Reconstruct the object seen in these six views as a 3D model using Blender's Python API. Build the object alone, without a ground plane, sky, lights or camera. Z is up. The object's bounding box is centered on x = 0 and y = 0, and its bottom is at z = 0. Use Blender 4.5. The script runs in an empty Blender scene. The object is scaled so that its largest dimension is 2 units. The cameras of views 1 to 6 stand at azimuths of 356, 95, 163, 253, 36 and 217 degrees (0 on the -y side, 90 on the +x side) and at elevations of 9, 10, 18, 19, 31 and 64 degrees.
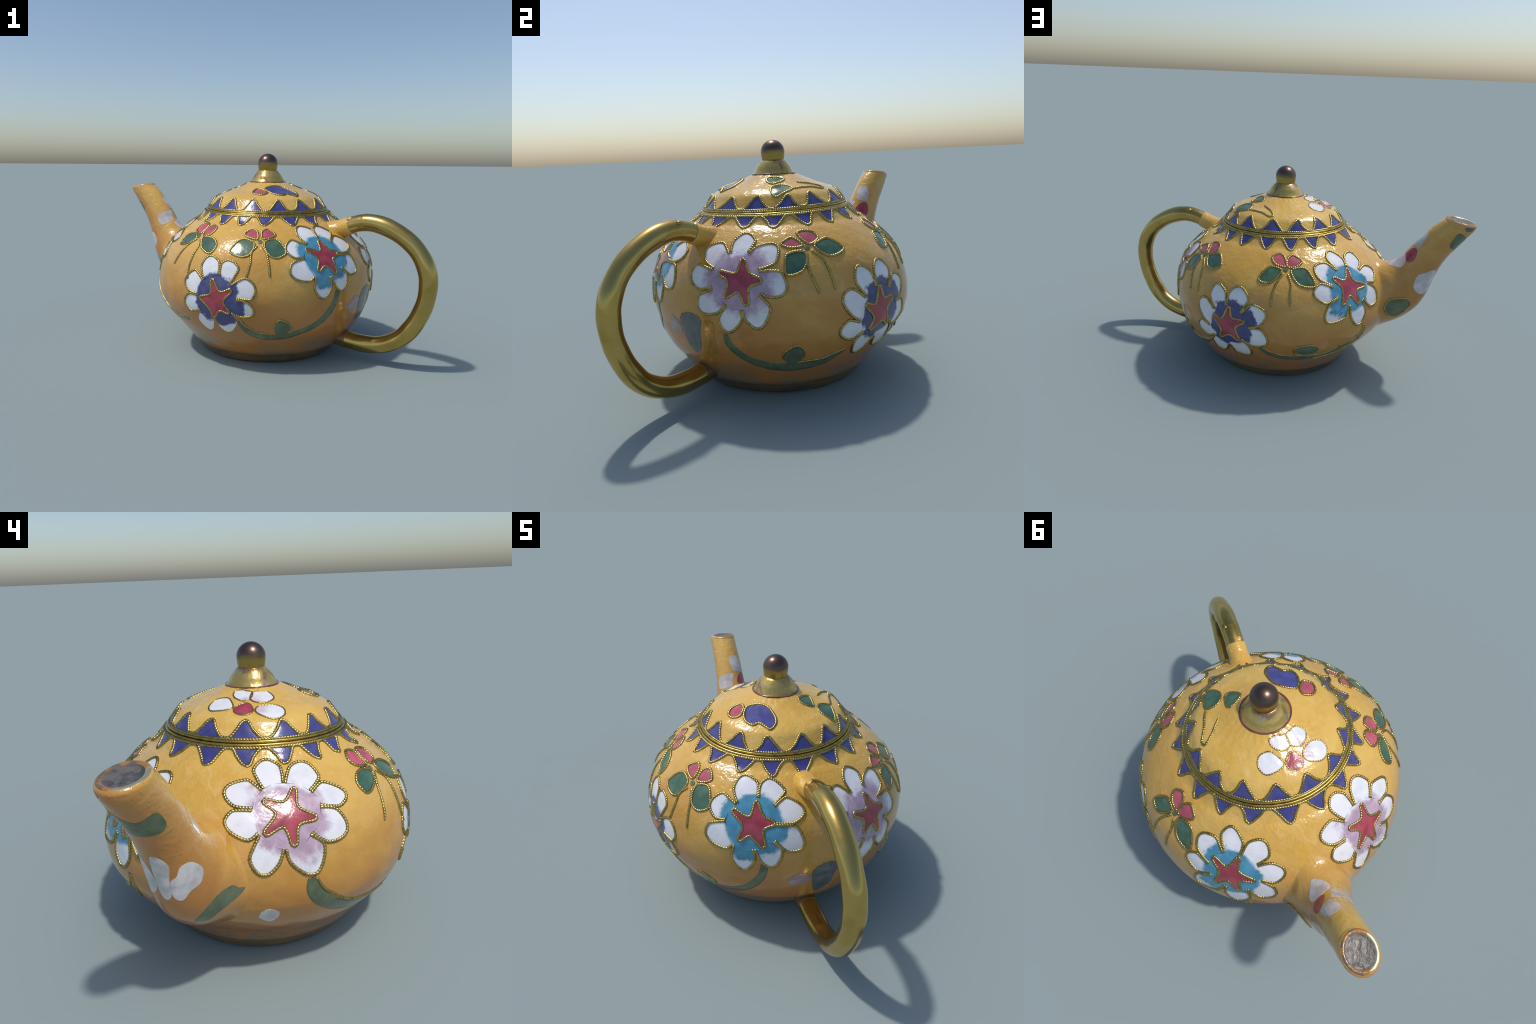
import bpy, math, random
import numpy as np

# ------------------------------------------------------------------ helpers
def spline(points, n, closed=False):
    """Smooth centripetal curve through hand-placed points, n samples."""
    P = np.array(points, float)
    if closed:
        P = np.vstack([P[-1], P, P[0], P[1]])
    else:
        P = np.vstack([2 * P[0] - P[1], P, 2 * P[-1] - P[-2]])
    seg = len(P) - 3
    out = []
    for u in np.linspace(0, seg, n, endpoint=not closed):
        i = min(int(u), seg - 1)
        t = u - i
        a, b, c, d = P[i:i + 4]
        ka = np.linalg.norm(b - a) ** .5 + 1e-9
        kb = np.linalg.norm(c - b) ** .5 + 1e-9
        kc = np.linalg.norm(d - c) ** .5 + 1e-9
        m1 = kb * ((b - a) / ka - (c - a) / (ka + kb) + (c - b) / kb)
        m2 = kb * ((c - b) / kb - (d - b) / (kb + kc) + (d - c) / kc)
        out.append((2 * t**3 - 3 * t * t + 1) * b + (t**3 - 2 * t * t + t) * m1
                   + (-2 * t**3 + 3 * t * t) * c + (t**3 - t * t) * m2)
    return np.array(out)


def smooth01(x):
    x = np.clip(x, 0, 1)
    return x * x * (3 - 2 * x)


def resample(P, step):
    d = np.concatenate([[0], np.cumsum(np.linalg.norm(np.diff(P, axis=0), axis=1))])
    n = max(3, int(round(d[-1] / step)) + 1)
    s = np.linspace(0, d[-1], n)
    return np.stack([np.interp(s, d, P[:, k]) for k in range(P.shape[1])], 1)


def make(name, verts, faces, material, parent=None, smooth=True, origin=None):
    verts = np.array(verts, float)
    me = bpy.data.meshes.new(name)
    o = np.zeros(3) if origin is None else np.array(origin, float)
    me.from_pydata((verts - o).tolist(), [], faces)
    me.update()
    if smooth:
        me.polygons.foreach_set("use_smooth", [True] * len(me.polygons))
    ob = bpy.data.objects.new(name, me)
    ob.location = o
    bpy.context.scene.collection.objects.link(ob)
    me.materials.append(material)
    if parent is not None:
        ob.parent = parent
        ob.location = o - world(parent)
    return ob


def world(ob):
    p = np.zeros(3)
    while ob is not None:
        p += np.array(ob.location)
        ob = ob.parent
    return p


def grid_faces(rows, cols, wrap=True):
    f = []
    for i in range(rows - 1):
        for j in range(cols if wrap else cols - 1):
            k = (j + 1) % cols
            f.append((i * cols + j, i * cols + k, (i + 1) * cols + k, (i + 1) * cols + j))
    return f


# ------------------------------------------------------------------ the turned pot
AXIS = np.array([0.0350, -0.0040])
# outside of pot and lid, (radius, height), from the foot up to the collar under the knob
PROFILE = spline([(.4487, .002), (.470, .016), (.482, .030), (.508, .063), (.544, .100), (.574, .14), (.6145, .19), (.662, .25),
                  (.7165, .35), (.7425, .45), (.7385, .55), (.7135, .65), (.6795, .72), (.621, .79),
                  (.550, .852), (.503, .886), (.472, .903), (.430, .948), (.398, .985), (.376, 1.015), (.353, 1.043),
                  (.312, 1.067), (.255, 1.088), (.195, 1.112), (.148, 1.132), (.126, 1.142)], 900)
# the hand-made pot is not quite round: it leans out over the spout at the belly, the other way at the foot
LEAN_Z = [0, .1, .22, .4, .6, .8, .95, 1.1]
LEAN_SPOUT = np.array([-.004, -.0125, -.007, .0168, .0045, -.001, .003, 0])
OVAL = np.array([.002, -.003, -.004, .001, .001, .002, .003, 0])
# under the spout the belly is drawn in to a short upright foot
TUCK_Z = [0, .03, .06, .10, .14, .17, .205, .24, .275, .315, .36]
TUCK = np.array([0, 0, -.006, -.016, -.020, -.020, -.016, -.012, -.007, -.002, 0])
ARC = np.concatenate([[0], np.cumsum(np.linalg.norm(np.diff(PROFILE, axis=0), axis=1))])
def arc_of(z):
    return float(np.interp(z, PROFILE[:, 1], ARC))
SEAM = 1.190
TOP = ARC[-1]
def seam(th):
    """the lid sits a little askew"""
    return SEAM + .012 * np.cos(th - 1.85)


def waves(th, s):
    """hand-beaten unevenness of the copper, about a millimetre"""
    return .0011 * (np.sin(5 * th + 9 * s) * np.sin(11 * s + 1.3) + .6 * np.sin(13 * th - 17 * s + .7) * np.sin(23 * s)
                    + .5 * np.sin(29 * th + 31 * s) * np.sin(37 * s + 2))


def pot(th, s, lift=0.0):
    """point on the pot's outside at angle th (radians) and arc length s, lifted along the normal"""
    th, s = np.asarray(th, float), np.asarray(s, float)
    r = np.interp(s, ARC, PROFILE[:, 0])
    z = np.interp(s, ARC, PROFILE[:, 1])
    e = 2e-3
    dr = np.interp(s + e, ARC, PROFILE[:, 0]) - np.interp(s - e, ARC, PROFILE[:, 0])
    dz = np.interp(s + e, ARC, PROFILE[:, 1]) - np.interp(s - e, ARC, PROFILE[:, 1])
    l = np.hypot(dr, dz) + 1e-12
    r = r + np.interp(z, LEAN_Z, LEAN_SPOUT) * np.cos(th - 2.40) + np.interp(z, LEAN_Z, OVAL) * np.cos(2 * th - 2.1)
    side = (th - 2.58 + np.pi) % (2 * np.pi) - np.pi
    r = r + np.interp(z, TUCK_Z, TUCK) * np.exp(-(side / .82) ** 2)
    h = lift + waves(th, s)
    rr = r + h * dz / l
    zz = z - h * dr / l
    # the wall swells where the spout grows out of it
    swell = .030 * np.exp(-((th - 2.62 + np.pi) % (2 * np.pi) - np.pi) ** 2 / .095 - ((z - .60) / .22) ** 2)
    rr = rr + swell
    return np.stack([AXIS[0] + rr * np.cos(th), AXIS[1] + rr * np.sin(th), zz], -1)



# ------------------------------------------------------------------ materials
class Nodes:
    """small helper to write node trees as expressions"""
    def __init__(self, name):
        self.mat = bpy.data.materials.new(name)
        self.mat.use_nodes = True
        self.t = self.mat.node_tree
        self.t.nodes.clear()
        out = self.t.nodes.new("ShaderNodeOutputMaterial")
        self.b = self.t.nodes.new("ShaderNodeBsdfPrincipled")
        self.t.links.new(self.b.outputs[0], out.inputs[0])
        self.co = self.t.nodes.new("ShaderNodeTexCoord").outputs["Object"]

    def put(self, socket, val):
        if isinstance(val, bpy.types.NodeSocket):
            self.t.links.new(val, socket)
        elif isinstance(val, (tuple, list)):
            socket.default_value = (*val, 1) if len(val) == 3 and len(socket.default_value) == 4 else val
        else:
            socket.default_value = val

    def noise(self, scale, detail=3, rough=.55, distort=0, vec=None):
        n = self.t.nodes.new("ShaderNodeTexNoise")
        self.put(n.inputs["Vector"], vec or self.co)
        n.inputs["Scale"].default_value = scale
        n.inputs["Detail"].default_value = detail
        n.inputs["Roughness"].default_value = rough
        n.inputs["Distortion"].default_value = distort
        return n.outputs["Fac"]

    def voronoi(self, scale):
        n = self.t.nodes.new("ShaderNodeTexVoronoi")
        self.put(n.inputs["Vector"], self.co)
        n.inputs["Scale"].default_value = scale
        return n.outputs["Distance"]

    def math(self, op, a, b=0.0):
        n = self.t.nodes.new("ShaderNodeMath")
        n.operation = op
        self.put(n.inputs[0], a)
        self.put(n.inputs[1], b)
        return n.outputs[0]

    def step(self, x, lo, hi):
        n = self.t.nodes.new("ShaderNodeMapRange")
        n.interpolation_type = "SMOOTHSTEP"
        self.put(n.inputs["Value"], x)
        n.inputs["From Min"].default_value = lo
        n.inputs["From Max"].default_value = hi
        return n.outputs["Result"]

    def mix(self, fac, a, b):
        n = self.t.nodes.new("ShaderNodeMix")
        n.data_type = "RGBA"
        self.put(n.inputs["Factor"], fac)
        self.put(n.inputs["A"] if False else n.inputs[6], a)
        self.put(n.inputs[7], b)
        return n.outputs[2]

    def radius(self):
        n = self.t.nodes.new("ShaderNodeVectorMath")
        n.operation = "LENGTH"
        self.put(n.inputs[0], self.co)
        return n.outputs["Value"]

    def xyz(self):
        n = self.t.nodes.new("ShaderNodeSeparateXYZ")
        self.put(n.inputs[0], self.co)
        return n.outputs

    def stretched(self, sx, sy, sz):
        n = self.t.nodes.new("ShaderNodeMapping")
        n.inputs["Scale"].default_value = (sx, sy, sz)
        self.put(n.inputs["Vector"], self.co)
        return n.outputs[0]

    def random(self):
        return self.t.nodes.new("ShaderNodeObjectInfo").outputs["Random"]

    def bump(self, height, strength, distance=.003):
        n = self.t.nodes.new("ShaderNodeBump")
        n.inputs["Strength"].default_value = strength
        n.inputs["Distance"].default_value = distance
        self.put(n.inputs["Height"], height)
        self.put(self.b.inputs["Normal"], n.outputs[0])

    def done(self, color, rough, metal=0.0, coat=0.0):
        self.put(self.b.inputs["Base Color"], color)
        self.put(self.b.inputs["Roughness"], rough)
        self.put(self.b.inputs["Metallic"], metal)
        self.b.inputs["Coat Weight"].default_value = coat
        self.b.inputs["Coat Roughness"].default_value = .12
        return self.mat


def enamel_yellow(name="yellow_enamel", low=.22, high=1.0):
    n = Nodes(name)
    base = n.mix(n.step(n.noise(3.2, 4, .6), .35, .68), (.675, .385, .060), (.745, .470, .105))
    # pale cloudy streaks in the glaze
    clouds = n.step(n.noise(11, 6, .68, 1.6), .50, .70)
    base = n.mix(n.math("MULTIPLY", clouds, .55), base, (.78, .55, .20))
    # amber tint, stronger lower down and out along the spout, edge broken by noise
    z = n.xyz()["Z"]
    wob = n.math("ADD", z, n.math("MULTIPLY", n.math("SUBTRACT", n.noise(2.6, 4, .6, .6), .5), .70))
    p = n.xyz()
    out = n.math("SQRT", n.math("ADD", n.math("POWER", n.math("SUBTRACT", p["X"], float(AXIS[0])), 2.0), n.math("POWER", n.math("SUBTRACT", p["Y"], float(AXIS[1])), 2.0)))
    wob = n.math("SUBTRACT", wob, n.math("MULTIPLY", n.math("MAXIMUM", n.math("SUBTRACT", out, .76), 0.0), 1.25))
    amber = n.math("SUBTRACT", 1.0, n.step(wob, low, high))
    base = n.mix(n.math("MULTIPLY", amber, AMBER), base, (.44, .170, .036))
    # grey-green bled out of the leaves low on the belly
    bled = n.math("MULTIPLY", n.step(n.noise(4.2, 5, .65, 1.0), .45, .60), n.math("SUBTRACT", 1.0, n.step(n.math("ADD", z, n.math("MULTIPLY", n.noise(5, 3), .2)), .20, .36)))
    base = n.mix(n.math("MULTIPLY", bled, .7), base, (.19, .185, .125))
    # dark pinholes
    pits = n.math("MULTIPLY", n.math("SUBTRACT", 1.0, n.step(n.voronoi(17), .03, .075)), n.step(n.noise(7, 2), .5, .62))
    base = n.mix(n.math("MULTIPLY", pits, .45), base, (.25, .12, .04))
    h = n.math("ADD", n.math("MULTIPLY", n.noise(26, 2, .5, .8), 1.0), n.math("MULTIPLY", n.noise(75, 2), .35))
    h = n.math("MULTIPLY", h, n.math("ADD", .35, n.step(n.math("ADD", z, n.math("MULTIPLY", n.noise(3, 2), .3)), .62, .95)))
    n.bump(h, .5, .006)
    return n.done(base, n.math("ADD", .11, n.math("MULTIPLY", n.noise(12, 3), .14)), 0, .3)
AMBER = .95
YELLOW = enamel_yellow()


def petal_enamel(name, inner, edge=.155, soft=.018, ragged=.10):
    """white petals, coloured towards the star with a ragged border"""
    n = Nodes(name)
    d = n.radius()
    d = n.math("ADD", d, n.math("MULTIPLY", n.math("SUBTRACT", n.noise(11, 4, .6), .5), ragged * 1.5))
    d = n.math("ADD", d, n.math("MULTIPLY", n.math("SUBTRACT", n.noise(95, 3, .7), .5), ragged * .32))
    d = n.math("ADD", d, n.math("MULTIPLY", n.math("SUBTRACT", n.random(), .5), .075))
    m = n.step(d, edge - soft, edge + soft)
    core = n.math("ADD", n.radius(), n.math("MULTIPLY", n.math("SUBTRACT", n.noise(40, 3), .5), .02))
    m = n.math("MULTIPLY", m, n.step(core, edge * .80, edge * .95))
    white = n.mix(n.step(n.noise(14, 3), .4, .75), (.80, .79, .82), (.70, .69, .72))
    specks = n.math("SUBTRACT", 1.0, n.step(n.voronoi(46), .02, .07))
    white = n.mix(n.math("MULTIPLY", specks, n.math("MULTIPLY", n.step(n.noise(9, 2), .55, .68), .6)), white, (.25, .25, .29))
    tint = n.mix(n.step(n.noise(22, 4), .3, .75), inner, tuple(min(1, c * 1.35 + .015) for c in inner))
    n.bump(n.math("ADD", n.noise(55, 3), n.math("MULTIPLY", n.noise(20, 2), .7)), .28, .004)
    return n.done(n.mix(m, tint, white), .22, 0, .25)


def plain_enamel(name, color, vary=.35, rough=.2):
    n = Nodes(name)
    c = n.mix(n.step(n.noise(16, 4), .3, .75), tuple(x * (1 - vary * .4) for x in color), tuple(min(1, x * (1 + vary) + .012) for x in color))
    n.bump(n.math("ADD", n.noise(50, 3), n.math("MULTIPLY", n.noise(18, 2), .8)), .30, .004)
    return n.done(c, rough, 0, .3)


TEAL_PETAL = petal_enamel("white_to_teal_enamel", (.060, .235, .355), .165)
NAVY_PETAL = petal_enamel("white_to_navy_enamel", (.050, .058, .17), .150, .010)
MAUVE_PETAL = petal_enamel("white_to_mauve_enamel", (.40, .28, .36), .150, .03)
RED = plain_enamel("red_enamel", (.34, .038, .062))
PINK = plain_enamel("rose_enamel", (.43, .075, .105))
GREEN = plain_enamel("green_enamel", (.046, .112, .062))
OLIVE = plain_enamel("olive_enamel", (.095, .125, .060))
SLATE = plain_enamel("slate_enamel", (.10, .115, .115))
BLUE = plain_enamel("cobalt_enamel", (.050, .050, .215), .3)
WHITE = plain_enamel("white_enamel", (.54, .505, .49), .32)
MAUVE = plain_enamel("mauve_enamel", (.33, .24, .25))
AMBER_RUN = plain_enamel("amber_enamel", (.42, .20, .035), .4)


def gilt(name, color, dark, rough, scale, stain=.5):
    n = Nodes(name)
    c = n.mix(n.math("MULTIPLY", n.step(n.noise(scale, 4, .65), .42, .72), stain), color, dark)
    n.bump(n.noise(scale * 6, 3), .10, .002)
    return n.done(c, n.math("ADD", rough, n.math("MULTIPLY", n.noise(scale * 2, 3), .12)), 1.0)

WIRE_GOLD = gilt("twisted_gilt_wire", (.50, .37, .12), (.20, .155, .055), .24, 55, .9)
BAND_GOLD = gilt("gilt_rim", (.55, .40, .11), (.28, .19, .06), .25, 30, .9)


def handle_gold():
    n = Nodes("brushed_gilt_handle")
    c = n.mix(n.step(n.noise(6, 4, .6), .45, .75), (.54, .385, .115), (.42, .285, .070))
    scr = n.step(n.noise(1, 4, .7, .3, n.stretched(9, 9, 150)), .66, .72)
    c = n.mix(n.math("MULTIPLY", scr, .4), c, (.80, .62, .28))
    n.bump(n.noise(1, 3, .6, 0, n.stretched(20, 20, 60)), .05, .003)
    return n.done(c, n.math("ADD", .13, n.math("MULTIPLY", n.noise(9, 3), .12)), .95)
HANDLE_GOLD = handle_gold()


def knob_metal():
    """gilt below, worn to dark brown where fingers hold it"""
    n = Nodes("worn_knob")
    z = n.math("ADD", n.xyz()["Z"], n.math("MULTIPLY", n.math("SUBTRACT", n.noise(14, 4), .5), .035))
    worn = n.step(z, 1.252, 1.285)
    c = n.mix(worn, (.42, .30, .075), (.150, .100, .078))
    n.bump(n.noise(60, 3), .06, .002)
    return n.done(c, n.math("ADD", .24, n.math("MULTIPLY", worn, .08)), .92)


def collar_metal():
    n = Nodes("stained_collar")
    c = n.mix(n.step(n.noise(9, 4, .6, .8), .46, .66), (.62, .44, .13), (.30, .17, .10))
    c = n.mix(n.math("MULTIPLY", n.step(n.noise(17, 3), .52, .7), .6), c, (.55, .48, .36))
    n.bump(n.noise(26, 3), .5, .008)
    return n.done(c, .22, .7)
KNOB, COLLAR = knob_metal(), collar_metal()
MAROON = plain_enamel("maroon_line", (.16, .045, .035))


def foot_metal():
    n = Nodes("tarnished_foot")
    c = n.mix(n.step(n.noise(1, 4, .6, .5, n.stretched(4, 4, 26)), .42, .68), (.27, .165, .060), (.135, .105, .075))
    c = n.mix(n.step(n.noise(1, 3, .6, .3, n.stretched(3, 3, 30)), .60, .74), c, (.36, .28, .10))
    n.bump(n.noise(1, 3, .6, .4, n.stretched(14, 14, 60)), .25, .005)
    return n.done(c, .34, .35)
FOOT = foot_metal()


def mouth_metal():
    n = Nodes("bare_spout_end")
    c = n.mix(n.step(n.noise(17, 4, .65, 1), .35, .65), (.06, .056, .054), (.17, .15, .13))
    n.bump(n.noise(24, 3, .6, 1), .5, .012)
    return n.done(c, .42, .15)
MOUTH = mouth_metal()


def rim_metal():
    """pale brass laid bare on the far side of the mouth, scorched amber enamel on the near side"""
    n = Nodes("pale_brass_rim")
    p = n.xyz()
    along = n.math("ADD", n.math("MULTIPLY", p["X"], -.80), n.math("MULTIPLY", p["Y"], -.60))
    along = n.math("ADD", along, n.math("MULTIPLY", n.math("SUBTRACT", n.noise(22, 3), .5), .06))
    bare = n.step(along, .345, .375)
    c = n.mix(bare, n.mix(n.step(n.noise(26, 3), .42, .6), (.36, .165, .04), (.15, .105, .075)), (.72, .64, .34))
    n.bump(n.noise(40, 3), .4, .006)
    return n.done(c, .25, n.math("MULTIPLY", bare, .8))
PALE_RIM = rim_metal()

# ------------------------------------------------------------------ build
teapot = bpy.data.objects.new("teapot", None)
bpy.context.scene.collection.objects.link(teapot)
teapot["label"] = "yellow enamel teapot with wire-outlined flowers and gilt handle"
teapot["category"] = "teapot"

NTH = 360
TH = np.linspace(0, 2 * np.pi, NTH, endpoint=False)


def ring_at(r, z):
    return np.stack([AXIS[0] + r * np.cos(TH), AXIS[1] + r * np.sin(TH), np.full(NTH, z)], 1)


def lathe_part(name, edges, rows, material, parent, low=(), high=()):
    """strip of the pot's outside between two edges s0(th), s1(th), with turned rings closing it below and above"""
    s0, s1 = edges
    R = [ring_at(r, z) for r, z in low]
    R += [pot(TH, s0 + (s1 - s0) * k) for k in np.linspace(0, 1, rows)]
    R += [ring_at(r, z) for r, z in high]
    F = grid_faces(len(R), NTH)
    F.append(tuple(reversed(range(NTH))))
    F.append(tuple(range((len(R) - 1) * NTH, len(R) * NTH)))
    return make(name, np.concatenate(R), F, material, parent)

FOOT_TOP = .112
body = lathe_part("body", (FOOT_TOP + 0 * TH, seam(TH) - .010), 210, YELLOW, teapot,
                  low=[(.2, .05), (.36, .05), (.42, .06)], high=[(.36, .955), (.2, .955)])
foot = lathe_part("foot_ring", (0 * TH, FOOT_TOP - .001 + 0 * TH), 30, FOOT, teapot,
                  low=[(.2, .022), (.385, .02), (.40, .004), (.415, 0.0), (.438, 0.0)], high=[(.41, .06), (.2, .052)])
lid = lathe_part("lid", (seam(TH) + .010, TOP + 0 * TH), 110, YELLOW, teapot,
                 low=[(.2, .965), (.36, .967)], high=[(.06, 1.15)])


def turned(name, prof, material, parent, n=96):
    a = np.linspace(0, 2 * np.pi, n, endpoint=False)
    V = np.concatenate([np.stack([AXIS[0] + r * np.cos(a), AXIS[1] + r * np.sin(a), np.full(n, z)], 1) for r, z in prof])
    F = grid_faces(len(prof), n)
    F.append(tuple(reversed(range(n))))
    F.append(tuple(range((len(prof) - 1) * n, len(prof) * n)))
    return make(name, V, F, material, parent)

collar = turned("knob_collar", spline([(.122, 1.136), (.1255, 1.143), (.120, 1.147), (.109, 1.163), (.098, 1.184), (.0885, 1.197),
                                       (.074, 1.214), (.0665, 1.2205), (.062, 1.223), (.04, 1.224)], 60), COLLAR, lid)
turned("collar_line", [(.124 + .0045 * math.cos(t), 1.1435 + .0045 * math.sin(t)) for t in np.linspace(-2.2, 2.2, 12)], MAROON, lid)
ball = [(.0625, 1.219), (.0632, 1.226), (.0655, 1.240), (.0675, 1.256)] + \
       [(.068 * math.cos(t), 1.2685 + .067 * math.sin(t)) for t in np.linspace(0, math.pi / 2 - .03, 22)]
knob = turned("knob", ball, KNOB, lid)

# ------------------------------------------------------------------ handle
HANDLE_AZ = math.radians(-36.75)
HD = np.array([math.cos(HANDLE_AZ), math.sin(HANDLE_AZ), 0])
HN = np.array([-math.sin(HANDLE_AZ), math.cos(HANDLE_AZ), 0])
HO = np.array([AXIS[0], AXIS[1], 0]) - .014 * HN
HANDLE_SPINE = spline([(.46, .79), (.54, .842), (.60, .868), (.68, .897), (.76, .908), (.855, .893), (.962, .846), (1.051, .779), (1.111, .698),
                       (1.140, .62), (1.147, .55), (1.136, .453), (1.106, .364), (1.062, .281), (1.003, .209), (.918, .154), (.819, .125),
                       (.71, .121), (.615, .133), (.54, .15), (.48, .18)], 420)


def bar(name, part, radius, n, material, parent):
    """round bar along a stretch of the handle's spine"""
    T = np.gradient(HANDLE_SPINE, axis=0)
    T /= np.linalg.norm(T, axis=1)[:, None]
    a = np.linspace(0, 2 * np.pi, n, endpoint=False)
    V = []
    for i in part:
        (p, z), (tx, tz) = HANDLE_SPINE[i], T[i]
        nrm = HD * -tz + np.array([0, 0, tx])
        r = radius(i / (len(HANDLE_SPINE) - 1), p)
        V.append(HO + HD * p + np.array([0, 0, z]) + r * (np.cos(a)[:, None] * nrm + np.sin(a)[:, None] * HN))
    F = grid_faces(len(V), n)
    F.append(tuple(reversed(range(n))))
    F.append(tuple(range((len(V) - 1) * n, len(V) * n)))
    return make(name, np.concatenate(V), F, material, parent)


def handle_radius(t, p):
    r = .0555 + .0010 * math.sin(31 * t) + .0007 * math.sin(77 * t + 1)
    if t < .5 and p < .735:          # the end pushed into a slightly narrower sleeve
        r -= .0014 * float(smooth01((.735 - p) / .012))
    return r
GILT = [i for i, (p, z) in enumerate(HANDLE_SPINE) if p > (.612 if z > .5 else .628)]
handle = bar("handle", GILT, handle_radius, 48, HANDLE_GOLD, teapot)


def socket_radius(t, p):
    return .0575 + .026 * float(smooth01((.605 - p) / .10)) ** 2
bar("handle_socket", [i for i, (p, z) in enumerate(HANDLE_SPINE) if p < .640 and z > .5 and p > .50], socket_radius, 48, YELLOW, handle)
def low_socket_radius(t, p):
    return .0575 + .030 * float(smooth01((.600 - p) / .09)) ** 2
bar("handle_socket", [i for i, (p, z) in enumerate(HANDLE_SPINE) if p < .640 and z < .5 and p > .50], low_socket_radius, 48, FOOT, handle)


def blob(name, centre, radii, material, parent, n=24):
    a = np.linspace(0, 2 * np.pi, n, endpoint=False)
    rows = []
    for f in np.linspace(-np.pi / 2 + .05, np.pi / 2 - .05, n // 2):
        rows.append(np.stack([math.cos(f) * np.cos(a) * radii[0], math.cos(f) * np.sin(a) * radii[1], np.full(n, math.sin(f) * radii[2])], 1))
    F = grid_faces(len(rows), n)
    F.append(tuple(reversed(range(n))))
    F.append(tuple(range((len(rows) - 1) * n, len(rows) * n)))
    return make(name, np.concatenate(rows) + centre, F, material, parent)
# drops of solder left on top of the joint
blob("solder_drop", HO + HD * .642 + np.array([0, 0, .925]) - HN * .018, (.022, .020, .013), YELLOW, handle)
blob("solder_drop", HO + HD * .735 + np.array([0, 0, .945]) + HN * .032, (.024, .018, .014), HANDLE_GOLD, handle)

# ------------------------------------------------------------------ spout
SPOUT_AZ = math.radians(144.4)
SD = np.array([math.cos(SPOUT_AZ), math.sin(SPOUT_AZ), 0])
SN = np.array([-math.sin(SPOUT_AZ), math.cos(SPOUT_AZ), 0])
SO = np.array([AXIS[0], AXIS[1], 0])
UPPER = spline([(.625, .800), (.672, .770), (.722, .759), (.767, .774), (.812, .810), (.857, .864), (.901, .930), (.956, .997), (1.006, 1.052), (1.045, 1.086), (1.062, 1.098)], 120)
LOWER = spline([(.700, .285), (.762, .316), (.834, .366), (.895, .418), (.950, .476), (.992, .551), (1.022, .638), (1.050, .732), (1.089, .818), (1.136, .893), (1.195, .972), (1.246, 1.041), (1.256, 1.066)], 120)
WIDTH = np.interp(np.linspace(0, 1, 120), [0, .06, .15, .3, .45, .6, .8, 1], [.27, .225, .176, .136, .108, .095, .086, .083])
def spout_pt(t, a, lift=0.0):
    """t 0..1 from pot to mouth, a angle: 90 deg = upper edge; sections hang between the two edges"""
    u = np.asarray(t) * 119
    g = lambda A: np.stack([np.interp(u, np.arange(120), A[:, k]) for k in (0, 1)], -1)
    U, L = g(UPPER), g(LOWER)
    w = np.interp(u, np.arange(120), WIDTH)
    c, h = (U + L) / 2, (U - L) / 2
    p = c + h * np.sin(a)[..., None]
    return SO + p[..., :1] * SD + p[..., 1:] * np.array([0, 0, 1.]) + (w * np.cos(a) + .015 * (1 - smooth01(np.asarray(t) / .75)))[..., None] * SN
NA = 72
ROOT = .24                      # below this the wall sweeps out and runs into the belly


def spout_wall(t, a):
    t, a = np.broadcast_arrays(np.asarray(t, float), np.asarray(a, float))
    S = spout_pt(np.maximum(t, ROOT), a)
    S1 = spout_pt(np.full_like(t, ROOT), a)
    m1 = spout_pt(np.full_like(t, ROOT + .02), a) - S1
    fth = SPOUT_AZ + (.200 * np.cos(a) * (1 - .36 * np.maximum(0, np.sin(a))) + .012) / .70
    fs = arc_mid + arc_half * np.sin(a)
    F0 = pot(fth, fs, -.003)
    nrm = pot(fth, fs, .02) - pot(fth, fs, 0)
    nrm /= np.linalg.norm(nrm, axis=-1)[..., None]
    chord = S1 - F0
    ln = np.linalg.norm(chord, axis=-1)[..., None]
    m0 = chord - (chord * nrm).sum(-1)[..., None] * nrm
    m0 = m0 / (np.linalg.norm(m0, axis=-1)[..., None] + 1e-9) * ln * 1.05
    m1 = m1 / (np.linalg.norm(m1, axis=-1)[..., None] + 1e-9) * ln * 1.05
    u = np.clip(t / ROOT, 0, 1)[..., None]
    H = (2 * u**3 - 3 * u * u + 1) * F0 + (u**3 - 2 * u * u + u) * m0 + (-2 * u**3 + 3 * u * u) * S1 + (u**3 - u * u) * m1
    return np.where((t < ROOT)[..., None], H, S)
arc_mid, arc_half = (arc_of(.80) + arc_of(.225)) / 2, (arc_of(.80) - arc_of(.225)) / 2


def spout(t, a, lift=0.0):
    t, a = np.broadcast_arrays(np.asarray(t, float), np.asarray(a, float))
    p = spout_wall(t, a)
    e = 1e-3
    n = np.cross(spout_wall(t, a + e) - spout_wall(t, a - e), spout_wall(np.minimum(t + e, 1), a) - spout_wall(t - e, a))
    n /= np.linalg.norm(n, axis=-1)[..., None] + 1e-12
    return p + n * np.asarray(lift)[..., None]

A = np.linspace(0, 2 * np.pi, NA, endpoint=False)
V = [spout_wall(np.full(NA, t), A) for t in np.linspace(0, 1, 110)]
c = V[-1].mean(0)
LIP = V[-1]
for k, dz in ((.985, .0060), (.955, .0100), (.93, .0115)):
    V.append(c + (LIP - c) * k + [0, 0, dz])
spout_ob = make("spout", np.concatenate(V), grid_faces(len(V), NA), YELLOW, teapot)
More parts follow.
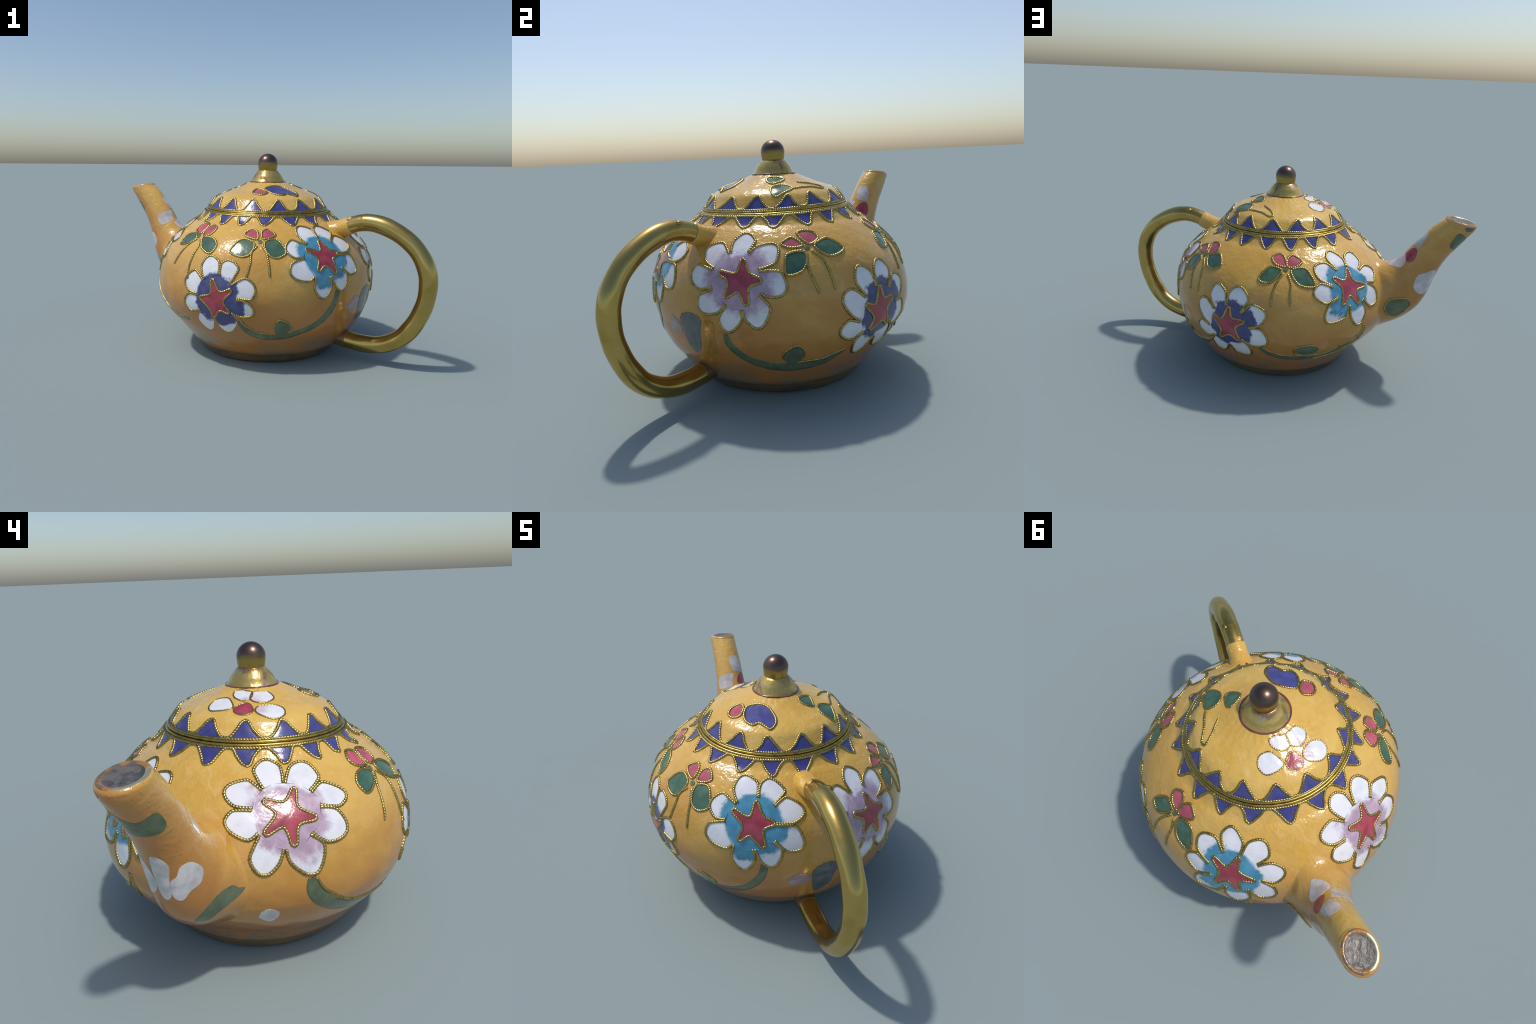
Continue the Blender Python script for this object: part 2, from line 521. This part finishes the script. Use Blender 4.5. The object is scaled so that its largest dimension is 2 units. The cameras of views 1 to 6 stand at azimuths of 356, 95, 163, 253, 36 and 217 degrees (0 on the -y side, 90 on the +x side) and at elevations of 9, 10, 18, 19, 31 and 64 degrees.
# bare metal of the blocked mouth and its pale rim
V = [c + (LIP - c) * k + [0, 0, dz] for k, dz in ((.935, .0105), (.90, .0135), (.82, .0145), (.74, .0135), (.70, .010))]
make("mouth_rim", np.concatenate(V), grid_faces(len(V), NA), PALE_RIM, spout_ob)
rng = np.random.default_rng(4)
V = [c + (LIP - c) * .72 + [0, 0, .0115]]
for k in (.66, .60, .52, .40, .28, .16, .06):
    V.append(c + (LIP - c) * k + np.stack([0 * A, 0 * A, .0105 + .0012 * np.sin(3 * A + 40 * k) * np.sin(5 * A + 11 * k) * k], 1))
F = grid_faces(len(V), NA)
F.append(tuple(range((len(V) - 1) * NA, len(V) * NA)))
make("spout_mouth", np.concatenate(V), F, MOUTH, spout_ob)

# ------------------------------------------------------------------ inlay: enamel cells and twisted wire
def local(th_deg, s):
    """flat millimetre coordinates (x to the right, y up) around a spot on the pot"""
    t0, r = math.radians(th_deg), float(np.interp(s, ARC, PROFILE[:, 0]))
    return lambda q, lift: pot(t0 + q[:, 0] * .001 / r, s + q[:, 1] * .001, lift)


def on_pot(q, lift):              # absolute: degrees round the pot, millimetres along the profile
    return pot(np.radians(q[:, 0]), q[:, 1] * .001, lift)


def on_spout(q, lift):            # percent along the spout, degrees round it
    return spout(q[:, 0] * .01, np.radians(q[:, 1]), np.full(len(q), lift) if np.isscalar(lift) else lift)


def cell(name, outline, place, material, parent, origin=None, height=.0016, dome=.0010, skirt=.004, steps=5):
    """a pool of enamel filling a closed outline, standing a little proud of the ground"""
    P = resample(np.vstack([outline, outline[:1]]), PITCH.get(place, 5.0))[:-1]
    c = P.mean(0)
    R = [place(P, height - skirt - .002), place(P, height), place(P, height)]
    ks = np.linspace(1, 0, steps + 1)[1:-1]
    for k in ks:
        R.append(place(c + (P - c) * k, height + dome * (1 - k * k)))
    n = len(P)
    V = np.concatenate(R + [place(c[None], height + dome)])
    F = [f for f in grid_faces(len(R), n) if not n <= f[0] < 2 * n]      # crisp edge between skirt and face
    last = (len(R) - 1) * n
    F += [(last + j, last + (j + 1) % n, len(V) - 1) for j in range(n)]
    ob = make(name, V, F, material, parent, origin=origin)
    return ob
PITCH = {on_pot: 2.0, on_spout: 1.2}

WIRE_R = .0072
TWIST = math.pi / .0125


def rope_mesh(paths, place, radius=WIRE_R, lift=.0006):
    """two gilt strands twisted together and bent along the paths; returns one joined mesh"""
    V, F = [], []
    a = np.linspace(0, 2 * np.pi, 9, endpoint=False)
    for path in paths:
        Q = np.asarray(path, float)
        P = place(Q, 0.0)
        d = np.concatenate([[0], np.cumsum(np.linalg.norm(np.diff(P, axis=0), axis=1))])
        m = max(4, int(d[-1] / .0026))
        s = np.linspace(0, d[-1], m)
        Q = np.stack([np.interp(s, d, Q[:, k]) for k in (0, 1)], 1)
        P, N = place(Q, lift), place(Q, .02) - place(Q, 0.0)
        N /= np.linalg.norm(N, axis=1)[:, None]
        T = np.gradient(P, axis=0)
        T /= np.linalg.norm(T, axis=1)[:, None] + 1e-12
        B = np.cross(T, N)
        taper = np.minimum(1, np.minimum(np.arange(m), np.arange(m)[::-1]) / 2.0 + .35)
        rr = radius * taper[:, None] * (1 + .19 * np.cos(2 * (a[None] - TWIST * s[:, None])))
        ring = P[:, None] + rr[..., None] * (np.cos(a)[None, :, None] * N[:, None] + np.sin(a)[None, :, None] * B[:, None])
        o = sum(len(v) for v in V)
        V.append(ring.reshape(-1, 3))
        F += [tuple(i + o for i in f) for f in grid_faces(m, 9)]
        F.append(tuple(o + i for i in reversed(range(9))))
        F.append(tuple(o + (m - 1) * 9 + i for i in range(9)))
    return np.concatenate(V), F


def rope(name, paths, place, parent, radius=WIRE_R, lift=.0006, origin=None):
    V, F = rope_mesh(paths, place, radius, lift)
    return make(name, V, F, WIRE_GOLD, parent, origin=origin)


def polar(p):
    p = np.array(p, float)
    return np.stack([p[:, 1] * np.cos(np.radians(p[:, 0])), p[:, 1] * np.sin(np.radians(p[:, 0]))], 1)


def flower(th, s, petals, star_tips, star_inner, petal_mat, star_mat=RED, bare=()):
    """petals, clockwise: (left shoulder, tip, right shoulder, notch to the next) each as (degrees, millimetres) from the centre;
    every petal has its own wire, so two strands lie side by side in each notch"""
    place = local(th, s)
    centre = place(np.zeros((1, 2)), 0.0)[0]
    wires, shapes = [], []
    for i, (l, t, r, nt) in enumerate(petals):
        before = petals[i - 1][3]
        n0, L, T, Rr, n1 = polar([before, l, t, r, nt])
        ax = T / np.linalg.norm(T)
        side = np.array([ax[1], -ax[0]])          # clockwise side
        gap = 5.5
        n0s, n1s = n0 + side * gap * .9, n1 - side * gap * .9
        # round the tip: two extra points between the shoulders and the tip
        a1 = (L * .46 + T * .54) + (T - (L + Rr) / 2) * .22
        a2 = (Rr * .46 + T * .54) + (T - (L + Rr) / 2) * .22
        T = T * .985
        edge = spline([n0s, (n0s * .45 + L * .55) + (L - Rr) * .035, L, a1, T, a2, Rr, (n1s * .45 + Rr * .55) + (Rr - L) * .035, n1s], 90)
        shapes.append(np.vstack([edge, n1, [[0, 0]], n0]))
        if i not in bare:
            wires.append(edge)
    tips, inner = polar(star_tips), polar(star_inner)
    pts = []
    for a, b in zip(tips, inner):
        d = a / np.linalg.norm(a)
        w = np.array([-d[1], d[0]]) * 9
        pts += [a - d * 5 + w, a, a - d * 5 - w, b]
    star = spline(pts, 150, closed=True)
    wires.append(np.vstack([star, star[:2]]))
    ob = rope("flower", wires, place, teapot, origin=centre)
    for q in shapes:
        cell("petal", q, place, petal_mat, ob, origin=centre, steps=7, dome=0)
    heart = []
    for i, p in enumerate(petals):
        n0, n1 = polar([petals[i - 1][3], p[3]])
        heart += [n0 * .80, (n0 + n1) * .5 * .80]
    cell("flower_heart", np.array(heart), place, petal_mat, ob, origin=centre, height=.0022, dome=0, steps=7)
    cell("star_center", star, place, star_mat, ob, origin=centre, height=.0034)
    return ob

# six flowers round the belly
FLOWERS = [
    # navy, left of the handle side
    (241.0, .562, NAVY_PETAL,
     [((121, 228), (106, 276), (89, 230), (83, 151)), ((83, 226), (71, 259), (55, 243), (46, 140)), ((37, 233), (20, 266), (5, 225), (7, 134)),
      ((358, 211), (343, 251), (329, 194), (321, 125)), ((312, 190), (287, 237), (272, 199), (259, 122)), ((255, 213), (245, 257), (225, 222), (215, 147)),
      ((206, 223), (191, 251), (176, 202), (172, 134)), ((169, 211), (156, 257), (135, 232), (128, 143))],
     [(102, 124), (33, 124), (318, 114), (258, 120), (179, 110)], [(59, 62), (354, 52), (288, 72), (227, 76), (133, 48)], (4, 5)),
    # teal, by the handle
    (296.2, .828, TEAL_PETAL,
     [((131, 221), (114, 263), (92, 207), (86, 133)), ((85, 206), (70, 249), (46, 234), (44, 139)), ((39, 215), (16, 270), (3, 207), (3, 98)),
      ((357, 210), (335, 267), (321, 215), (322, 131)), ((317, 192), (296, 248), (285, 215), (274, 128)), ((274, 188), (262, 264), (245, 221), (233, 152)),
      ((229, 195), (207, 255), (190, 228), (181, 142)), ((180, 204), (166, 261), (148, 236), (139, 134))],
     [(88, 112), (6, 107), (296, 126), (234, 111), (155, 130)], [(39, 65), (337, 58), (256, 62), (196, 55), (124, 42)], ()),
    # mauve, by the handle
    (349.0, .771, MAUVE_PETAL,
     [((109, 235), (92, 277), (75, 231), (78, 151)), ((66, 205), (45, 272), (27, 201), (29, 108)), ((11, 206), (348, 235), (334, 181), (329, 121)),
      ((319, 198), (294, 252), (281, 197), (276, 141)), ((274, 191), (257, 267), (242, 216), (242, 133)), ((236, 194), (219, 261), (202, 228), (197, 144)),
      ((193, 224), (180, 279), (165, 267), (160, 154)), ((155, 240), (144, 299), (125, 252), (118, 162))],
     [(85, 112), (0, 111), (291, 123), (231, 103), (160, 117)], [(40, 64), (329, 61), (267, 56), (188, 59), (115, 43)], ()),
    # navy, the other side
    (48.5, .562, NAVY_PETAL,
     [((136, 230), (119, 274), (105, 209), (105, 122)), ((96, 206), (80, 256), (59, 213), (54, 117)), ((49, 203), (27, 255), (10, 195), (5, 124)),
      ((2, 201), (340, 258), (320, 195), (311, 108)), ((311, 179), (297, 254), (272, 222), (262, 154)), ((251, 245), (238, 280), (223, 226), (220, 160)),
      ((214, 235), (197, 285), (185, 228), (193, 160)), ((177, 218), (160, 276), (146, 236), (145, 142))],
     [(96, 118), (26, 105), (300, 111), (233, 130), (162, 129)], [(77, 57), (350, 40), (267, 66), (211, 76), (149, 68)], ()),
    # teal, by the spout
    (109.2, .796, TEAL_PETAL,
     [((113, 235), (97, 272), (77, 207), (72, 140)), ((68, 222), (51, 286), (35, 246), (33, 165)), ((25, 243), (11, 290), (357, 227), (0, 160)),
      ((347, 224), (330, 258), (315, 210), (314, 125)), ((300, 200), (279, 247), (264, 177), (258, 104)), ((249, 181), (225, 258), (208, 192), (202, 104)),
      ((201, 191), (181, 254), (165, 206), (167, 121)), ((157, 220), (142, 272), (123, 219), (113, 132))],
     [(73, 124), (356, 127), (295, 116), (232, 113), (143, 129)], [(46, 61), (333, 58), (259, 48), (176, 58), (112, 57)], ()),
    # mauve, by the spout
    (174.2, .8564, MAUVE_PETAL,
     [((122, 254), (105, 278), (89, 228), (88, 141)), ((74, 224), (56, 277), (38, 238), (37, 144)), ((32, 221), (11, 284), (1, 222), (9, 134)),
      ((358, 199), (336, 240), (318, 181), (312, 103)), ((312, 168), (287, 245), (266, 179), (254, 125)), ((250, 190), (240, 239), (222, 210), (203, 135)),
      ((204, 177), (185, 246), (171, 227), (164, 150)), ((165, 233), (154, 298), (135, 236), (129, 155))],
     [(68, 122), (349, 105), (271, 111), (208, 117), (143, 122)], [(40, 52), (307, 47), (230, 49), (162, 58), (101, 63)], ()),
]
for th, s, mat, petals, tips, inner, bare in FLOWERS:
    flower(th, s, petals, tips, inner, mat, bare=bare)


def sprig(th, s, leaves, berries, stems):
    """two berries above, two leaves and two loose wire stems hanging from one joint; outlines run round from the joint"""
    place = local(th, s)
    centre = place(np.zeros((1, 2)), 0.0)[0]
    shapes = [("leaf", GREEN, spline(o, 70, closed=True)) for o in leaves] + [("berry", PINK, spline(o, 60, closed=True)) for o in berries]
    wires = [np.vstack([q, q[:2]]) for _, _, q in shapes] + [spline(p, 40) for p in stems]
    ob = rope("sprig", wires, place, teapot, origin=centre, radius=.0069)
    for name, mat, q in shapes:
        cell(name, q, place, mat, ob, origin=centre)
    cell("sprig_joint", polar([(k, 15) for k in range(0, 360, 30)]), place, OLIVE, ob, origin=centre, height=.0028)

sprig(219.5, .953, [[(-41, 14), (-109, 6), (-142, -35), (-124, -83), (-65, -70), (-8, -21)], [(47, -4), (132, -4), (179, -57), (158, -113), (88, -85), (60, -46)]],
      [[(-5, 22), (5, 60), (3, 104), (-47, 122), (-91, 78), (-73, 43)], [(28, 20), (16, 59), (41, 108), (101, 83), (96, 31), (65, 11)]],
      [[(8, -18), (-41, -78), (-91, -220)], [(23, -21), (54, -73), (49, -133), (44, -215), (52, -290)]])
sprig(261.2, .940, [[(-34, -8), (-110, 17), (-163, -77), (-87, -109), (-47, -88)], [(32, 1), (100, 20), (147, -78), (92, -112), (50, -87)]],
      [[(-16, 21), (-24, 85), (-60, 105), (-103, 59), (-66, 31)], [(18, 25), (11, 85), (50, 106), (97, 56), (53, 28)]],
      [[(-11, -31), (-39, -76), (-42, -146), (-60, -242)], [(16, -25), (42, -90), (53, -154), (58, -225)]])
sprig(18.2, .933, [[(-21, -21), (-101, -29), (-114, -91), (-111, -137), (-74, -139), (-37, -116), (-14, -60)], [(40, 7), (80, 38), (127, 48), (186, -29), (98, -59)]],
      [[(-19, 15), (-66, 71), (-125, 32), (-80, 7)], [(19, 21), (-16, 60), (-29, 101), (21, 115), (64, 99), (77, 56)]],
      [[(-8, -28), (-16, -111), (0, -179), (16, -238)], [(16, -17), (56, -63), (72, -122), (87, -229)]])
sprig(74.5, .945, [[(-26, -1), (-94, 18), (-149, -73), (-89, -87)], [(34, -3), (118, 10), (157, -108), (73, -94)]],
      [[(0, 24), (-3, 80), (-37, 118), (-89, 84), (-65, 39)], [(13, 21), (16, 83), (50, 106), (107, 60), (68, 24)]],
      [[(-13, -21), (-50, -91), (-65, -153), (-71, -229)], [(13, -27), (29, -85), (26, -148), (26, -224)]])


# ------------------------------------------------------------------ saw-tooth borders on both sides of the lid's seam
LID_TEETH = [15.2, 36, 61, 86.8, 107.6, 133, 158.2, 182.8, 206.7, 228.5, 251.5, 276.3, 298.8, 325.8, 350.2]
POT_TEETH = [3.2, 24, 41, 60.4, 78.5, 97, 115, 138.6, 159.8, 177.8, 196.2, 211, 230.3, 246, 263.3, 283.6, 304, 322, 344.8]
rng = np.random.default_rng(11)


def border(angles, up, parent):
    sg = 1 if up else -1
    n = len(angles)
    base, reach = .0165, (.103 if up else .106)
    path, teeth = [], []
    for i, a in enumerate(angles):
        prev, nxt = angles[i - 1] - (360 if i == 0 else 0), angles[(i + 1) % n] + (360 if i == n - 1 else 0)
        lo, hi = (prev + a) / 2, (nxt + a) / 2
        h = reach * rng.uniform(.95, 1.05)
        sk = rng.uniform(-.12, .12)
        w = (hi - lo)
        f = lambda deg, k: (deg, 1000 * (float(seam(math.radians(deg))) + sg * k))
        tooth = [f(lo + w * .05, base + .006), f(lo + w * (.265 + sk * .3), base + .375 * h), f(a - w * .085 + w * sk * .2, h * .915), f(a, h),
                 f(a + w * .085 + w * sk * .2, h * .915), f(hi - w * (.265 - sk * .3), base + .375 * h), f(hi - w * .05, base + .006)]
        path += tooth
        inner = [f(lo + w * .10, base), f(lo + w * (.28 + sk * .3), base + .375 * h), f(a - w * .06, h * .93), f(a + w * .06, h * .93),
                 f(hi - w * (.28 - sk * .3), base + .375 * h), f(hi - w * .10, base), f(a, base - .002)]
        teeth.append(inner)
    path.append((path[0][0] + 360, path[0][1]))
    ob = rope("sawtooth_border", [spline(path, 1500)], on_pot, parent)
    for q in teeth:
        cell("triangle", np.array(q), on_pot, BLUE, ob)
    return ob
border(LID_TEETH, True, lid)
border(POT_TEETH, False, body)


def seam_path(off, n=720):
    d = np.linspace(0, 360.5, n)
    return np.stack([d, 1000 * (seam(np.radians(d)) + off)], 1)


def rim(name, o0, o1, bulge, parent):
    """plain gilt rim: a rounded strip running round the seam"""
    rows = []
    for k in np.linspace(0, 1, 9):
        rows.append(pot(TH, seam(TH) + o0 + (o1 - o0) * k, bulge * math.sin(math.pi * k) ** .6 - .004 * (k in (0, 1))))
    return make(name, np.concatenate(rows), grid_faces(9, NTH), BAND_GOLD, parent)
rim("lid_rim", .0012, .0140, .0050, lid)
rim("pot_rim", -.0155, -.0012, .0050, body)
rope("rim_wire", [seam_path(.0175)], on_pot, lid, radius=.0062)
rope("rim_wire", [seam_path(-.0215)], on_pot, body, radius=.0068)

# ------------------------------------------------------------------ motifs on the lid
def motif(name, th, s, cells, wires, parent, radius=.0072, outlined=True):
    place = local(th, s)
    centre = place(np.zeros((1, 2)), 0.0)[0]
    shapes = [(nm, mt, spline(o, 80, closed=True)) for nm, mt, o in cells]
    paths = ([np.vstack([q, q[:2]]) for _, _, q in shapes] if outlined else []) + [spline(w, 60) for w in wires]
    ob = rope(name, paths, place, parent, radius=radius, origin=centre)
    for nm, mt, q in shapes:
        cell(nm, q, place, mt, ob, origin=centre, height=.0026 if mt is RED else .0016)

LID_WHITE = petal_enamel("white_to_pale_mauve_enamel", (.55, .44, .48), .062, .03, .04)
motif("blossom", 156.0, 1.42,
      [("petal", LID_WHITE, [(-20, 25), (-81, 56), (-97, 92), (-50, 106), (-11, 100), (30, 86)][:6] + [(18, 40)]),
       ("petal", LID_WHITE, [(30, 86), (64, 91), (133, 80), (141, 31), (97, 6), (54, 6), (18, 40)]),
       ("petal", LID_WHITE, [(-60, -1), (-105, 38), (-156, 18), (-159, -28), (-127, -69), (-85, -60), (-50, -34)]),
       ("petal", LID_WHITE, [(50, -24), (109, -18), (139, -56), (126, -104), (91, -119), (58, -94), (38, -57)]),
       ("blossom_center", RED, [(-40, -27), (-11, 6), (14, 1), (30, -55), (9, -83), (-24, -77), (-40, -50)])], [], lid, radius=.0038)
motif("leaf_spray", 23.2, 1.349,
      [("leaf", GREEN, [(0, 0), (-45, -35), (-95, -70), (-116, -25), (-110, 32), (-53, 56), (-11, 29)]),
       ("leaf", GREEN, [(-7, 127), (-67, 88), (-109, 70), (-147, 94), (-163, 143), (-84, 158)])],
      [[(0, 0), (112, -1), (177, -29), (193, -21), (163, 31), (75, 81)]], lid, radius=.0062)
motif("blue_leaf", 283.8, 1.406,
      [("leaf", BLUE, [(-81, -3), (-95, 38), (-41, 74), (42, 66), (87, 11), (95, -45), (73, -87), (51, -70), (20, -53), (1, -72), (-36, -59)]),
       ("berry", PINK, [(-146, -55), (-169, -18), (-155, 29), (-112, 22), (-84, -39), (-110, -66)])], [], lid, radius=.0072)

# ------------------------------------------------------------------ vines and odd leaves low on the belly
def vine(points, half, upper_wire, lower_wire=None, leaf=None):
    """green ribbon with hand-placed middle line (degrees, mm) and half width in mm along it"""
    Q = spline(points, 90)
    w = np.interp(np.linspace(0, 1, 90), np.linspace(0, 1, len(half)), half)
    P = on_pot(Q, 0.0)
    r = np.interp(Q[:, 1] * .001, ARC, PROFILE[:, 0])
    T = np.stack([np.gradient(np.radians(Q[:, 0])) * r * 1000, np.gradient(Q[:, 1])], 1)
    T /= np.linalg.norm(T, axis=1)[:, None]
    D = np.stack([-T[:, 1] / (r * 1000) * 180 / np.pi, T[:, 0]], 1)
    rows = []
    for k, h in ((-1.0, -.003), (-1, .0014), (-.7, .0020), (0, .0023), (.7, .0020), (1, .0014), (1.0, -.003)):
        rows.append(on_pot(Q + D * (w * k)[:, None], h))
    V = np.stack(rows, 1).reshape(-1, 3)
    ob = make("vine", V, grid_faces(90, 7, wrap=False), OLIVE, teapot)
    wires = [spline(u, 60) for u in (upper_wire, lower_wire) if u]
    if leaf:
        q = spline(leaf, 60, closed=True)
        cell("leaf", q, on_pot, OLIVE, ob, height=.0026)
        wires.append(q[:40])
    if wires:
        rope("vine_wire", wires, on_pot, ob, radius=.0058)

vine([(301.2, 612), (300, 539), (297.5, 479), (293.3, 420), (288.2, 374), (280.8, 336), (273.5, 306), (266, 303), (258.5, 337), (254.5, 383), (252, 431)],
     [20, 23, 23, 23, 23, 26, 26, 18], [(252.5, 445), (254.2, 406), (258.2, 372), (261.5, 343), (266.0, 334)], None,
     [(269.8, 423), (272.0, 448), (275.5, 428), (278.0, 386), (276.2, 339), (271.8, 325)])
vine([(63, 425), (70, 358), (78.8, 328), (86, 323), (94, 325), (102, 350), (108, 395), (113, 430), (116.0, 478), (116.9, 548)],
     [14, 26, 28, 30, 30, 26, 22, 18, 12], [(64.5, 431), (70.2, 383), (78.8, 356), (85, 361), (94, 347), (101, 371), (105.5, 418), (110.5, 442), (115, 485), (116.7, 540)],
     [(92, 298), (102.5, 318), (110.5, 360), (115.5, 405), (117.6, 469), (117.4, 545)],
     [(84.8, 366), (81.2, 448), (86.8, 463), (90.8, 446), (91.4, 380), (89.4, 368)])
vine([(342.5, 500), (343.2, 456), (345.5, 413), (348.2, 376), (352, 341), (357, 315), (362.5, 292), (371.5, 285), (381, 302), (387, 337), (392.5, 371)],
     [14, 20, 22, 24, 30, 38, 36, 28, 8], [(371, 322), (381, 330), (387, 355), (392.5, 376)], None,
     [(365.5, 351), (366, 404), (370.5, 439), (373.2, 410), (372.8, 346), (369.2, 300)])
vine([(178.8, 612), (179.2, 572), (181, 525), (185, 472), (190, 428), (198, 385), (206, 372), (213, 372), (220, 380)],
     [16, 30, 33, 32, 30, 26, 20, 12], [(180.5, 607), (183, 554), (187.2, 508), (192, 458), (200, 410), (208, 392), (216, 385)])


def stray(name, mat, points, n=60, **k):
    q = spline(points, 140, closed=True)
    c = q.mean(0)
    i = np.arange(140)
    wob = 1 + .035 * np.sin(i * .9) * np.sin(i * .37 + 1) + .03 * np.sin(i * 2.3 + 2) + .02 * np.sin(i * 4.1)
    return cell(name, c + (q - c) * wob[:, None], on_pot, mat, body, **k)
stray("petal", WHITE, [(162.9, 440), (163.2, 475), (165.8, 496), (168.5, 474), (168.8, 440), (166, 405)])
stray("leaf", SLATE, [(322, 577), (326.8, 594), (331.2, 581), (330.6, 494), (328, 380), (324, 350), (321, 453)])
stray("petal", MAUVE, [(315.5, 550), (311, 508), (312.5, 458), (316.8, 450), (318.8, 530)])
stray("enamel_run", AMBER_RUN, [(334.2, 560), (336.8, 565), (337.2, 500), (337.0, 420), (335, 340), (332.0, 345), (333.6, 450), (334.2, 540)])
# ------------------------------------------------------------------ blossoms and leaves on the spout
def spot(name, mat, points, wire=False, height=.0008):
    q = spline(points, 70, closed=True)
    ob = cell(name, q, on_spout, mat, spout_ob, height=height, dome=.0004)
    if wire:
        rope("leaf_wire", [np.vstack([q, q[:2]])], on_spout, ob, radius=.0055, lift=.001)
spot("petal", WHITE, [(24, 108), (30, 90), (40, 78), (45, 98), (46, 128), (40, 136), (30, 118)])
spot("petal", WHITE, [(46, 84), (45, 60), (47, 38), (51, 24), (56.5, 22), (57, 50), (55, 92), (50, 84)])
spot("petal", WHITE, [(58.5, 118), (59, 94), (67, 82), (72, 98), (67, 134), (61, 136)])
spot("blossom_center", RED, [(45.5, 116), (49, 102), (55, 114), (58, 142), (53, 151), (47, 141)])
spot("petal", WHITE, [(55, 316), (51, 342), (44, 352), (42, 338), (44, 318), (43.5, 296), (47, 286), (52, 290), (53, 304)])
spot("petal", WHITE, [(43, 190), (48, 186), (55, 205), (60, 240), (52, 262), (45, 240), (41, 205)])
spot("petal", WHITE, [(57, 262), (63, 268), (62, 288), (58, 298), (53, 290), (47, 284), (46, 268), (51, 262)])
spot("leaf", OLIVE, [(11, 190), (17, 184), (25, 188), (33, 204), (31, 224), (21, 230), (15, 216)], wire=True)
spot("leaf", OLIVE, [(78, 208), (86, 196), (86, 240), (81, 286), (79, 335), (74, 335), (74, 282), (76, 240)])
spot("leaf", SLATE, [(92, 205), (97, 200), (98.5, 225), (98, 245), (93, 240)])
spot("leaf", OLIVE, [(8, 354), (14, 352), (20, 353), (27, 344), (31, 318), (27.5, 288), (24, 298), (21.5, 322), (15, 341)])
